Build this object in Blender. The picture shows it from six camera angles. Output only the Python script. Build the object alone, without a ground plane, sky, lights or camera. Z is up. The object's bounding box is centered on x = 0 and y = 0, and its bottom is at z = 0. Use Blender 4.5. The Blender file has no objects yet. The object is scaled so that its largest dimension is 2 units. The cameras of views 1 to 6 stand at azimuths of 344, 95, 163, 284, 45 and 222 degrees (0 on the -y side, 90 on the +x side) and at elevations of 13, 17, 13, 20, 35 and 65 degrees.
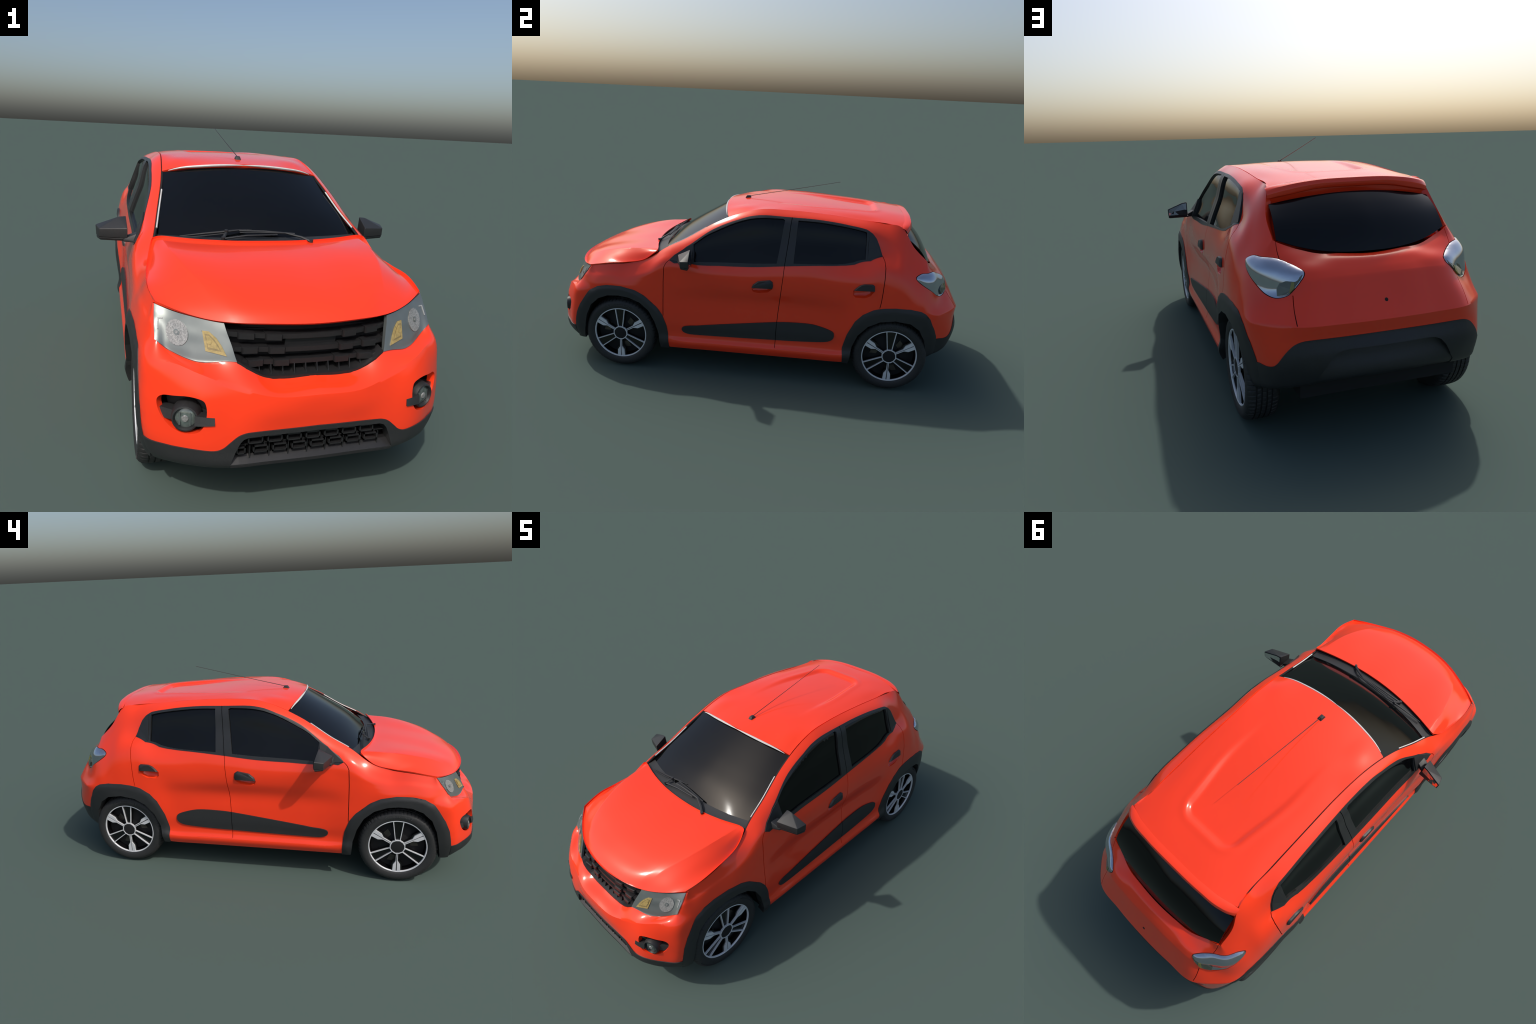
"""Compact five-door hatchback, built part by part.

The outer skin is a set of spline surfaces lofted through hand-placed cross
sections (body side ring, bonnet, windscreen, roof, tailgate glass, spoiler).
Panels, lamps, windows and trims are regions of those surfaces, bounded by
outlines given in metres; everything else is lathed, lofted or extruded.
Frame: x across (symmetric), y along (front is -y), z up.
"""
import bpy, bmesh, math, random
import numpy as np
from mathutils import Vector, Matrix
from mathutils.geometry import delaunay_2d_cdt

random.seed(7)
VS = 0.055          # metres that one section row counts for in surface space

# ------------------------------------------------------------------ materials
def new_mat(name):
    m = bpy.data.materials.new(name)
    m.use_nodes = True
    nt = m.node_tree
    return m, nt, nt.nodes["Principled BSDF"]

def set_in(b, **kw):
    for k, v in kw.items():
        k = k.replace("_", " ")
        if k in b.inputs:
            b.inputs[k].default_value = v

def noise_mix(nt, b, c1, c2, scale, detail=4.0):
    tc = nt.nodes.new("ShaderNodeTexCoord")
    no = nt.nodes.new("ShaderNodeTexNoise")
    no.inputs["Scale"].default_value = scale
    no.inputs["Detail"].default_value = detail
    ra = nt.nodes.new("ShaderNodeValToRGB")
    ra.color_ramp.elements[0].position = 0.35
    ra.color_ramp.elements[1].position = 0.65
    ra.color_ramp.elements[0].color = (*c1, 1)
    ra.color_ramp.elements[1].color = (*c2, 1)
    nt.links.new(tc.outputs["Object"], no.inputs["Vector"])
    nt.links.new(no.outputs["Fac"], ra.inputs["Fac"])
    nt.links.new(ra.outputs["Color"], b.inputs["Base Color"])
    return no

def bump(nt, b, no, strength, dist):
    bp = nt.nodes.new("ShaderNodeBump")
    bp.inputs["Strength"].default_value = strength
    bp.inputs["Distance"].default_value = dist
    nt.links.new(no.outputs["Fac"], bp.inputs["Height"])
    nt.links.new(bp.outputs["Normal"], b.inputs["Normal"])

def plain(name, col, rough, metal=0.0, spread=0.06, scale=40.0, grain=0.0, **kw):
    m, nt, b = new_mat(name)
    c = np.array(col)
    no = noise_mix(nt, b, tuple(c * (1 - spread)), tuple(np.minimum(c * (1 + spread), 1)), scale)
    set_in(b, Roughness=rough, Metallic=metal, **kw)
    if grain:
        bump(nt, b, no, grain, 0.001)
    return m

PAINT = plain("red_paint", (0.95, 0.050, 0.013), 0.14, spread=0.012, scale=6, Coat_Weight=0.22, Coat_Roughness=0.03)
PLASTIC = plain("black_plastic", (0.022, 0.023, 0.024), 0.5, spread=0.12, scale=300, grain=0.15)
TRIM = plain("dark_trim", (0.020, 0.021, 0.022), 0.38, spread=0.1, scale=200)
DARK = plain("dark_void", (0.006, 0.006, 0.007), 0.8, spread=0.1)
GRILLE = plain("grille_plastic", (0.016, 0.016, 0.017), 0.42, spread=0.12, scale=300)
GLASS = plain("tinted_glass", (0.0025, 0.003, 0.0035), 0.06, spread=0.1, scale=5, Specular_IOR_Level=0.32)
RUBBER = plain("tyre_rubber", (0.024, 0.0245, 0.025), 0.62, spread=0.2, scale=180, grain=0.2)
MARK = plain("tyre_marking", (0.075, 0.076, 0.078), 0.6)
SILVER = plain("machined_alloy", (0.74, 0.75, 0.77), 0.36, 0.2, spread=0.03)
GLOSSBLACK = plain("gloss_black_alloy", (0.004, 0.004, 0.0045), 0.22)
BRAKE = plain("brake_metal", (0.10, 0.09, 0.08), 0.35, 0.8, spread=0.15)
WHITE = plain("pale_seal", (0.62, 0.60, 0.58), 0.4)
LAMP = plain("lamp_housing", (0.155, 0.178, 0.175), 0.38, 0.5, spread=0.06, scale=30,
             Coat_Weight=0.8, Coat_Roughness=0.03)
CHROME = plain("lamp_chrome", (0.50, 0.53, 0.60), 0.10, 0.92, spread=0.03, scale=30,
               Coat_Weight=0.5, Coat_Roughness=0.02)
OLIVE = plain("lamp_lower_lens", (0.115, 0.125, 0.085), 0.12, 0.3, spread=0.1, Coat_Weight=0.8, Coat_Roughness=0.03)
YELLOW = plain("reverse_lens", (0.22, 0.22, 0.06), 0.2, spread=0.1)
AMBER = plain("indicator_lens", (0.36, 0.27, 0.10), 0.25, spread=0.15, scale=120)
AMBERD = plain("indicator_ridge", (0.24, 0.18, 0.075), 0.25, spread=0.15, scale=120)
FOGLENS = plain("fog_lens", (0.12, 0.15, 0.14), 0.12, 0.2, spread=0.35, scale=70, Coat_Weight=0.8)
MIRROR = plain("mirror_glass", (0.75, 0.76, 0.78), 0.02, 1.0, spread=0.01)

def reflector_material():
    m, nt, b = new_mat("faceted_reflector")
    tc = nt.nodes.new("ShaderNodeTexCoord")
    vo = nt.nodes.new("ShaderNodeTexVoronoi")
    vo.inputs["Scale"].default_value = 420
    ra = nt.nodes.new("ShaderNodeValToRGB")
    ra.color_ramp.elements[0].color = (0.17, 0.175, 0.17, 1)
    ra.color_ramp.elements[1].color = (0.40, 0.40, 0.39, 1)
    nt.links.new(tc.outputs["Object"], vo.inputs["Vector"])
    nt.links.new(vo.outputs["Color"], ra.inputs["Fac"])
    nt.links.new(ra.outputs["Color"], b.inputs["Base Color"])
    set_in(b, Roughness=0.25, Metallic=0.3)
    return m
REFLECTOR = reflector_material()
BRACKET = plain("lamp_bracket", (0.30, 0.31, 0.31), 0.4)

# ---------------------------------------------------------------- object tools
def empty(name, loc=(0, 0, 0), parent=None):
    o = bpy.data.objects.new(name, None)
    o.location = loc
    bpy.context.scene.collection.objects.link(o)
    if parent:
        o.parent = parent
    return o

CAR = empty("car")
CAR["label"] = "bright red compact five-door hatchback with black plastic trim"
CAR["category"] = "car"

def add_mesh(name, verts, faces, mat, parent=CAR, smooth=False, loc=(0, 0, 0), mats=None, fmat=None):
    me = bpy.data.meshes.new(name)
    me.from_pydata([tuple(map(float, v)) for v in verts], [], [tuple(map(int, f)) for f in faces])
    for m in (mats or [mat]):
        me.materials.append(m)
    if fmat is not None:
        me.polygons.foreach_set("material_index", list(fmat))
    me.update()
    if smooth:
        me.shade_smooth()
        me.set_sharp_from_angle(angle=math.radians(smooth if smooth is not True else 40))
    o = bpy.data.objects.new(name, me)
    o.location = loc
    bpy.context.scene.collection.objects.link(o)
    o.parent = parent
    return o

def mirrored(verts, faces):
    v = np.array(verts, float).copy()
    v[:, 0] *= -1
    return v, [tuple(reversed(f)) for f in faces]

def pair(name, verts, faces, mat, **kw):
    "the part on the right side and its mirror image on the left"
    a = add_mesh(name, verts, faces, mat, **kw)
    v, f = mirrored(verts, faces)
    return a, add_mesh(name, v, f, mat, **kw)

class Geo:
    "collects simple solids into one mesh"
    def __init__(self):
        self.v, self.f = [], []
    def add(self, verts, faces):
        n = len(self.v)
        self.v += [tuple(p) for p in verts]
        self.f += [tuple(i + n for i in f) for f in faces]
    def rings(self, rings, closed=True, cap=True):
        m = len(rings[0]); v = [p for r in rings for p in r]; f = []
        for i in range(len(rings) - 1):
            for j in range(m if closed else m - 1):
                k = (j + 1) % m
                f.append((i * m + j, i * m + k, (i + 1) * m + k, (i + 1) * m + j))
        if cap and closed:
            f.append(tuple(range(m - 1, -1, -1)))
            f.append(tuple((len(rings) - 1) * m + j for j in range(m)))
        self.add(v, f)
    def box(self, lo, hi):
        (a, b, c), (d, e, g) = lo, hi
        self.rings([[(a, b, c), (d, b, c), (d, e, c), (a, e, c)], [(a, b, g), (d, b, g), (d, e, g), (a, e, g)]])
    def tube(self, pts, rad, n=8, flat=1.0):
        pts = [Vector(p) for p in pts]
        rads = rad if isinstance(rad, (list, tuple)) else [rad] * len(pts)
        rr = []
        for i, p in enumerate(pts):
            d = (pts[min(i + 1, len(pts) - 1)] - pts[max(i - 1, 0)]).normalized()
            a = d.cross(Vector((0, 0, 1)))
            a = a.normalized() if a.length > 1e-4 else Vector((1, 0, 0))
            b = a.cross(d)
            rr.append([p + (a * math.cos(q) + b * math.sin(q) * flat) * rads[i]
                       for q in (2 * math.pi * k / n for k in range(n))])
        self.rings(rr)
    def lathe_x(self, prof, n=64, closed=False):
        "profile of (radius, x) turned about the x axis"
        rr = [[(x, r * math.sin(a), r * math.cos(a)) for a in (2 * math.pi * k / n for k in range(n))] for r, x in prof]
        if closed:
            rr.append(rr[0])
        self.rings(rr, cap=False)
    def prism_x(self, poly, x0, x1):
        "polygon of (y, z) extruded along x"
        self.rings([[(x0, y, z) for y, z in poly], [(x1, y, z) for y, z in poly]])
    def obj(self, name, mat, **kw):
        return add_mesh(name, self.v, self.f, mat, **kw)
    def fix(self):
        me = bpy.data.meshes.new("tmp")
        me.from_pydata(self.v, [], self.f)
        bm = bmesh.new(); bm.from_mesh(me)
        bmesh.ops.recalc_face_normals(bm, faces=bm.faces)
        self.v = [tuple(v.co) for v in bm.verts]
        self.f = [tuple(v.index for v in f.verts) for f in bm.faces]
        bm.free(); bpy.data.meshes.remove(me)
        return self

# ------------------------------------------------------------- spline surfaces
class Surface:
    """Cubic surface through cross sections. First parameter t runs along the
    sections in metres, second v over the rows (scaled by VS)."""
    def __init__(self, sections, crease=None, mirror=(True, True), bulge=None, middle=False):
        C = np.array(sections, float)
        self.nc, self.nr = C.shape[:2]
        self.mirror = mirror
        self.bulge = bulge
        d = np.linalg.norm(np.diff(C, axis=0), axis=2).mean(1)
        self.k = np.concatenate([[0], np.cumsum(d)])
        self.T, self.V = self.k[-1], (self.nr - 1) * VS
        h = np.maximum(np.linalg.norm(np.diff(C, axis=1), axis=2), 1e-5)
        dl = np.diff(C, axis=1) / h[..., None]
        m = np.zeros_like(C)
        m[:, 1:-1] = (h[:, 1:, None] * dl[:, :-1] + h[:, :-1, None] * dl[:, 1:]) / (h[:, 1:] + h[:, :-1])[..., None]
        m[:, 0] = 1.5 * dl[:, 0] - 0.5 * m[:, 1]
        m[:, -1] = 1.5 * dl[:, -1] - 0.5 * m[:, -2]
        if middle:                     # first row lies on the mirror plane
            m[:, 0, 1:] = 0
        L, R = m.copy(), m.copy()
        for (c, r), s in (crease or {}).items():
            if 0 < r < self.nr - 1:
                L[c, r] = m[c, r] * (1 - s) + dl[c, r - 1] * s
                R[c, r] = m[c, r] * (1 - s) + dl[c, r] * s
        self.C, self.h, self.L, self.R = C, h, L, R

    def __call__(self, t, v):
        t = np.clip(np.asarray(t, float).ravel(), 0, self.T)
        v = np.clip(np.asarray(v, float).ravel() / VS, 0, self.nr - 1)
        i = np.minimum(v.astype(int), self.nr - 2)
        u = (v - i)[None, :, None]
        h = self.h[:, i, None]
        Q = ((2 * u**3 - 3 * u**2 + 1) * self.C[:, i] + (u**3 - 2 * u**2 + u) * h * self.R[:, i]
             + (-2 * u**3 + 3 * u**2) * self.C[:, i + 1] + (u**3 - u**2) * h * self.L[:, i + 1])
        k = self.k
        flip = np.array([-1, 1, 1.0])
        g0 = Q[1] * flip if self.mirror[0] else 2 * Q[0] - Q[1]
        g1 = Q[-2] * flip if self.mirror[1] else 2 * Q[-1] - Q[-2]
        Q = np.concatenate([g0[None], Q, g1[None]])
        k = np.concatenate([[2 * k[0] - k[1]], k, [2 * k[-1] - k[-2]]])
        j = np.clip(np.searchsorted(k, t, side="right") - 1, 1, self.nc - 1)
        n = np.arange(len(t))
        A, B, Cc, D = Q[j - 1, n], Q[j, n], Q[j + 1, n], Q[j + 2, n]
        h0, h1, h2 = (k[j] - k[j - 1])[:, None], (k[j + 1] - k[j])[:, None], (k[j + 2] - k[j + 1])[:, None]
        d0, d1, d2 = (B - A) / h0, (Cc - B) / h1, (D - Cc) / h2
        mb = (h1 * d0 + h0 * d1) / (h0 + h1)
        mc = (h2 * d1 + h1 * d2) / (h1 + h2)
        u = ((t - k[j]) / h1[:, 0])[:, None]
        P = ((2 * u**3 - 3 * u**2 + 1) * B + (u**3 - 2 * u**2 + u) * h1 * mb
             + (-2 * u**3 + 3 * u**2) * Cc + (u**3 - u**2) * h1 * mc)
        return self.bulge(P) if self.bulge else P

    def normal(self, t, v, e=0.002):
        t = np.asarray(t, float).ravel(); v = np.asarray(v, float).ravel()
        a = self(np.minimum(t + e, self.T), v) - self(np.maximum(t - e, 0), v)
        b = self(t, np.minimum(v + e, self.V)) - self(t, np.maximum(v - e, 0))
        n = np.cross(a, b)
        n /= np.linalg.norm(n, axis=1)[:, None] + 1e-12
        return n

    def locate(self, pts, weights=(1, 1, 1), span=None):
        "surface coordinates of the points nearest to pts"
        w = np.array(weights, float)
        t0, t1 = span or (0, self.T)
        if not hasattr(self, "dense"):
            self.dense = {}
        if (t0, t1) not in self.dense:
            tt, vv = np.meshgrid(np.linspace(t0, t1, 300), np.linspace(0, self.V, 160), indexing="ij")
            self.dense[(t0, t1)] = (tt.ravel(), vv.ravel(), self(tt, vv))
        tt, vv, S = self.dense[(t0, t1)]
        S = S * w
        out = []
        for p in np.array(pts, float):
            q = p * w
            i = np.argmin(((S - q)**2).sum(1))
            t, v = tt[i], vv[i]
            st, sv = (t1 - t0) / 300, self.V / 160
            for _ in range(3):
                a, b = np.meshgrid(np.linspace(max(t - st, t0), min(t + st, t1), 7), np.linspace(max(v - sv, 0), min(v + sv, self.V), 7), indexing="ij")
                a, b = a.ravel(), b.ravel()
                i = np.argmin(((self(a, b) * w - q)**2).sum(1))
                t, v = a[i], b[i]
                st, sv = st / 3, sv / 3
            out.append((t, v))
        return np.array(out)

def smooth_loop(pts, n=6, closed=True):
    "Catmull-Rom through the points"
    P = np.array(pts, float); m = len(P); out = []
    rng = range(m) if closed else range(m - 1)
    for i in rng:
        if closed:
            a, b, c, d = P[i - 1], P[i], P[(i + 1) % m], P[(i + 2) % m]
        else:
            b, c = P[i], P[i + 1]
            a = P[i - 1] if i else 2 * b - c
            d = P[i + 2] if i + 2 < m else 2 * c - b
        for u in np.linspace(0, 1, n, endpoint=False):
            out.append(0.5 * (2 * b + (c - a) * u + (2 * a - 5 * b + 4 * c - d) * u**2 + (3 * b - a - 3 * c + d) * u**3))
    if not closed:
        out.append(P[-1])
    return np.array(out)

def resample(loop, step=0.007, closed=True):
    P = np.array(loop, float)
    if closed:
        P = np.vstack([P, P[:1]])
    out = []
    for a, b in zip(P[:-1], P[1:]):
        n = max(1, int(round(np.linalg.norm(b - a) / step)))
        out += [a + (b - a) * k / n for k in range(n)]
    if not closed:
        out.append(P[-1])
    return np.array(out)

def ribbon(line, w):
    "thin closed loop around an open line"
    P = np.array(line, float)
    d = np.gradient(P, axis=0)
    d /= np.linalg.norm(d, axis=1)[:, None] + 1e-12
    n = np.stack([-d[:, 1], d[:, 0]], 1)
    return np.vstack([P + n * w / 2, (P - n * w / 2)[::-1]])

def inside(pts, loop):
    x, y = pts[:, 0], pts[:, 1]
    c = np.zeros(len(pts), bool)
    L = np.array(loop)
    for (ax, ay), (bx, by) in zip(L, np.roll(L, -1, 0)):
        if ay == by:
            continue
        hit = ((ay > y) != (by > y)) & (x < (bx - ax) * (y - ay) / (by - ay) + ax)
        c ^= hit
    return c

class Skin:
    "triangulated surface cut into named regions"
    def __init__(self, surf, regions, dt=0.011, nv=6, step=0.007, tlines=None):
        self.s = surf
        ts = []
        for a, b in zip(surf.k[:-1], surf.k[1:]):
            n = max(1, int(math.ceil((b - a) / dt)))
            ts += list(np.linspace(a, b, n, endpoint=False))
        ts.append(surf.T)
        vs = np.linspace(0, surf.V, (surf.nr - 1) * nv + 1)
        g = np.array([(t, v) for t in ts for v in vs])
        loops = [resample(l, step) for _, l in regions]
        keep = np.ones(len(g), bool)
        if loops:
            A = np.vstack(loops)
            for i in range(0, len(g), 2000):
                dd = ((g[i:i + 2000, None, :] - A[None])**2).sum(2).min(1)
                keep[i:i + 2000] = dd > 0.0032**2
        corner = (np.isin(g[:, 0], (0, surf.T))) & (np.isin(g[:, 1], (0, vs[-1])))
        g = g[keep | corner]
        pts = [Vector(p) for p in g]
        edges = []
        for l in loops:
            n = len(pts); m = len(l)
            pts += [Vector(p) for p in l]
            edges += [(n + i, n + (i + 1) % m) for i in range(m)]
        n = len(pts)
        pts += [Vector(p) for p in ((0, 0), (surf.T, 0), (surf.T, surf.V), (0, surf.V))]
        edges += [(n, n + 1), (n + 1, n + 2), (n + 2, n + 3), (n + 3, n)]
        V, E, F = delaunay_2d_cdt(pts, edges, [], 0, 1e-7)[:3]
        tv = np.array([(v.x, v.y) for v in V])
        F = np.array([f for f in F])
        c = tv[F].mean(1)
        ok = (c[:, 0] > 0) & (c[:, 0] < surf.T) & (c[:, 1] > 0) & (c[:, 1] < surf.V)
        a = tv[F[:, 1]] - tv[F[:, 0]]; b = tv[F[:, 2]] - tv[F[:, 0]]
        ok &= np.abs(a[:, 0] * b[:, 1] - a[:, 1] * b[:, 0]) > 1e-10
        F, c = F[ok], c[ok]
        self.tv, self.F = tv, F
        self.reg = np.full(len(F), -1)
        for i, (_, l) in enumerate(regions):
            self.reg[(self.reg < 0) & inside(c, l)] = i
        self.names = [n for n, _ in regions]
        self.cen = c
        self.P = surf(tv[:, 0], tv[:, 1])
        self.N = surf.normal(tv[:, 0], tv[:, 1])
        self.loopnormals()

    def loopnormals(self, ang=32):
        P, F = self.P, self.F
        fn = np.cross(P[F[:, 1]] - P[F[:, 0]], P[F[:, 2]] - P[F[:, 0]])
        if (fn * self.N[F[:, 0]]).sum() < 0:
            F = self.F = F[:, [0, 2, 1]]; fn = -fn
        unit = fn / (np.linalg.norm(fn, axis=1)[:, None] + 1e-20)
        lv = F.ravel(); order = np.argsort(lv, kind="stable")
        cnt = np.bincount(lv, minlength=len(P)); start = np.concatenate([[0], np.cumsum(cnt)[:-1]])
        nl = len(lv); rep = cnt[lv]
        L = np.repeat(np.arange(nl), rep)
        off = np.arange(len(L)) - np.repeat(np.cumsum(rep) - rep, rep)
        other = order[start[lv[L]] + off] // 3
        me = L // 3
        good = (unit[me] * unit[other]).sum(1) > math.cos(math.radians(ang))
        acc = np.zeros((nl, 3))
        np.add.at(acc, L[good], fn[other[good]])
        mid = np.abs(P[lv, 0]) < 1e-5
        acc[mid, 0] = 0
        acc /= np.linalg.norm(acc, axis=1)[:, None] + 1e-20
        self.LN = acc.reshape(-1, 3, 3)

    def faces(self, *names):
        ids = [self.names.index(n) for n in names if n in self.names]
        if "rest" in names:
            ids.append(-1)
        return np.isin(self.reg, ids)

    def piece(self, name, mask, mat, offset=0.0, rim=0.006, sides="join", parent=CAR, lift=None):
        """the faces of mask as a panel with turned-in edges.
        sides: join (one object across the middle), pair (right and left)"""
        F = self.F[mask]; LN = self.LN[mask]
        if not len(F):
            print("empty region", name); return []
        used, inv = np.unique(F, return_inverse=True)
        inv = inv.reshape(F.shape)
        P, N = self.P[used], self.N[used]
        o = np.full(len(used), offset) if lift is None else offset + lift(P)
        P = P + N * o[:, None]
        ed = {}
        for f in inv:
            for a, b in ((f[0], f[1]), (f[1], f[2]), (f[2], f[0])):
                ed[(a, b)] = True
        border = [(a, b) for a, b in ed if (b, a) not in ed and not (abs(P[a, 0]) < 1e-5 and abs(P[b, 0]) < 1e-5)]
        verts = [P]; faces = [tuple(f) for f in inv]; normals = list(LN.reshape(-1, 3) * (1.0 if lift is None else 0.0))
        n = len(P); smooth = [True] * len(faces)
        if rim:
            idx = {}
            bv = sorted({i for e in border for i in e})
            for i in bv:
                idx[i] = n + 2 * len(idx)
            ring = np.empty((2 * len(bv), 3))
            ring[0::2] = P[bv]
            ring[1::2] = P[bv] - N[bv] * rim
            verts.append(ring)
            for a, b in border:
                faces.append((idx[b], idx[a], idx[a] + 1, idx[b] + 1))
                smooth.append(False)
        V = np.vstack(verts)
        k = sum(1 for s in smooth if s)
        extra = [(0, 0, 0)] * (4 * (len(faces) - k))
        V2 = V * [-1, 1, 1]
        faces2 = [tuple(reversed(f)) for f in faces]
        normals2 = []
        ln = np.array(normals).reshape(-1, 3, 3) * [-1, 1, 1]
        normals2 = list(ln[:, ::-1].reshape(-1, 3))
        out = []
        def emit(V, faces, normals, smooth):
            me = bpy.data.meshes.new(name)
            me.from_pydata([tuple(p) for p in V], [], [tuple(int(i) for i in f) for f in faces])
            me.materials.append(mat)
            me.polygons.foreach_set("use_smooth", smooth)
            me.normals_split_custom_set([tuple(x) for x in normals])
            me.update()
            ob = bpy.data.objects.new(name, me)
            bpy.context.scene.collection.objects.link(ob)
            ob.parent = parent
            out.append(ob)
        if sides == "join":
            m = len(V)
            emit(np.vstack([V, V2]), faces + [tuple(i + m for i in f) for f in faces2],
                 normals + extra + normals2 + extra, smooth + smooth)
        else:
            emit(V, faces, normals + extra, smooth)
            if sides == "pair":
                emit(V2, faces2, normals2 + extra, smooth)
        return out

def step(a, b, x):
    u = np.clip((x - a) / (b - a), 0, 1)
    return u * u * (3 - 2 * u)

# ---------------------------------------------------------- body ring sections
# Half sections from front centre, round the corner, along the side, to the
# rear centre. Rows go from the lower edge to the upper edge of the skin
# (bonnet edge, A pillar, roof rail, tailgate opening).
BODY = []
def across(x, *yz):                    # section at a constant x
    BODY.append([(x, y, z) for y, z in yz])
def free(*xyz):                        # corner section
    BODY.append(list(xyz))
def along(y, *xz):                     # section at a constant y
    BODY.append([(x + .0025 * (i < 9), y, z) for i, (x, z) in enumerate(xz)])

# nose
across(0.0, (-.972, .150), (-.988, .163), (-.991, .20), (-.995, .25), (-1.0, .30), (-.999, .333), (-.942, .355), (-.940, .38), (-.938, .405), (-.936, .43), (-.934, .455), (-.931, .480))
free((.11, -.970, .150), (.11, -.986, .163), (.11, -.989, .20), (.11, -.992, .25), (.11, -.996, .30), (.11, -.992, .333), (.11, -.939, .355), (.11, -.936, .38), (.11, -.933, .405), (.11, -.930, .43), (.11, -.926, .455), (.11, -.921, .480))
free((.205, -.966, .148), (.208, -.983, .163), (.207, -.986, .20), (.203, -.985, .25), (.20, -.978, .305), (.195, -.968, .351), (.190, -.933, .398), (.195, -.925, .415), (.199, -.917, .431), (.204, -.908, .447), (.209, -.899, .463), (.213, -.889, .479))
free((.280, -.940, .146), (.284, -.962, .165), (.288, -.967, .205), (.288, -.966, .25), (.286, -.960, .32), (.279, -.942, .381), (.284, -.899, .393), (.286, -.889, .412), (.288, -.878, .431), (.290, -.868, .450), (.291, -.857, .468), (.292, -.846, .487))
free((.338, -.900, .140), (.344, -.920, .16), (.348, -.926, .20), (.350, -.925, .25), (.349, -.920, .325), (.340, -.900, .395), (.343, -.858, .410), (.343, -.850, .427), (.342, -.841, .444), (.341, -.832, .461), (.340, -.823, .478), (.338, -.813, .494))
free((.375, -.862, .135), (.385, -.874, .16), (.394, -.884, .20), (.399, -.880, .26), (.398, -.872, .325), (.389, -.866, .39), (.371, -.846, .430), (.370, -.836, .445), (.370, -.826, .460), (.369, -.815, .474), (.368, -.805, .489), (.367, -.794, .503))
# front wing
along(-.775, (.395, .14), (.400, .17), (.403, .21), (.405, .27), (.406, .33), (.405, .39), (.400, .422), (.394, .443), (.387, .462), (.381, .479), (.375, .494), (.370, .508))
along(-.70, (.400, .14), (.405, .17), (.408, .21), (.411, .27), (.413, .33), (.411, .395), (.408, .430), (.402, .454), (.396, .474), (.390, .492), (.384, .509), (.379, .523))
along(-.60, (.402, .14), (.406, .17), (.410, .21), (.415, .27), (.417, .33), (.415, .395), (.413, .430), (.406, .455), (.398, .475), (.390, .495), (.380, .515), (.369, .534))
along(-.51, (.403, .135), (.406, .175), (.412, .21), (.417, .27), (.417, .33), (.413, .39), (.409, .430), (.404, .465), (.398, .495), (.388, .520), (.373, .543), (.356, .562))
# doors and glasshouse
along(-.425, (.404, .128), (.416, .168), (.412, .200), (.416, .265), (.414, .33), (.409, .385), (.406, .44), (.403, .49), (.399, .535), (.389, .570), (.366, .594), (.337, .617))
along(-.34, (.404, .127), (.418, .166), (.408, .188), (.409, .26), (.406, .32), (.400, .385), (.404, .45), (.400, .51), (.391, .557), (.378, .590), (.361, .625), (.322, .660))
along(-.20, (.404, .127), (.418, .166), (.408, .188), (.405, .26), (.399, .32), (.392, .388), (.404, .455), (.401, .52), (.387, .560), (.359, .637), (.329, .718), (.296, .743))
along(0.0, (.404, .127), (.418, .166), (.408, .188), (.403, .26), (.397, .32), (.389, .392), (.404, .457), (.401, .52), (.387, .567), (.350, .680), (.312, .794), (.278, .817))
along(.14, (.404, .127), (.418, .166), (.408, .188), (.402, .26), (.396, .32), (.388, .392), (.404, .457), (.401, .53), (.387, .582), (.349, .690), (.308, .798), (.272, .822))
along(.30, (.404, .127), (.418, .166), (.408, .188), (.402, .26), (.397, .32), (.393, .390), (.406, .457), (.402, .535), (.385, .597), (.350, .695), (.312, .796), (.272, .816))
along(.42, (.404, .127), (.418, .166), (.408, .188), (.406, .26), (.404, .32), (.404, .390), (.411, .455), (.405, .54), (.379, .607), (.349, .695), (.317, .783), (.272, .806))
along(.50, (.405, .132), (.418, .170), (.412, .205), (.418, .27), (.422, .33), (.421, .39), (.416, .455), (.405, .55), (.371, .624), (.350, .690), (.322, .768), (.272, .798))
# rear wing
along(.595, (.405, .14), (.408, .18), (.414, .22), (.421, .27), (.424, .33), (.422, .40), (.418, .46), (.405, .56), (.385, .617), (.354, .656), (.319, .735), (.270, .787))
along(.68, (.405, .14), (.408, .18), (.414, .22), (.420, .27), (.424, .33), (.422, .40), (.418, .455), (.409, .52), (.392, .580), (.365, .632), (.325, .695), (.282, .774))
along(.735, (.402, .14), (.406, .18), (.411, .22), (.416, .27), (.420, .33), (.420, .405), (.414, .45), (.403, .50), (.388, .545), (.368, .590), (.340, .635), (.302, .695))
along(.79, (.392, .17), (.397, .195), (.402, .23), (.407, .27), (.411, .33), (.413, .41), (.405, .45), (.392, .49), (.376, .530), (.357, .570), (.333, .605), (.302, .643))
free((.357, .855, .184), (.369, .873, .198), (.375, .879, .235), (.381, .879, .285), (.391, .869, .35), (.397, .864, .401), (.383, .848, .44), (.368, .841, .48), (.353, .838, .52), (.335, .830, .56), (.316, .818, .595), (.297, .806, .628))
free((.320, .900, .196), (.332, .924, .212), (.338, .934, .245), (.344, .939, .295), (.346, .930, .35), (.345, .922, .404), (.332, .897, .445), (.318, .881, .48), (.305, .873, .52), (.288, .858, .557), (.272, .840, .587), (.250, .818, .608))
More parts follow.
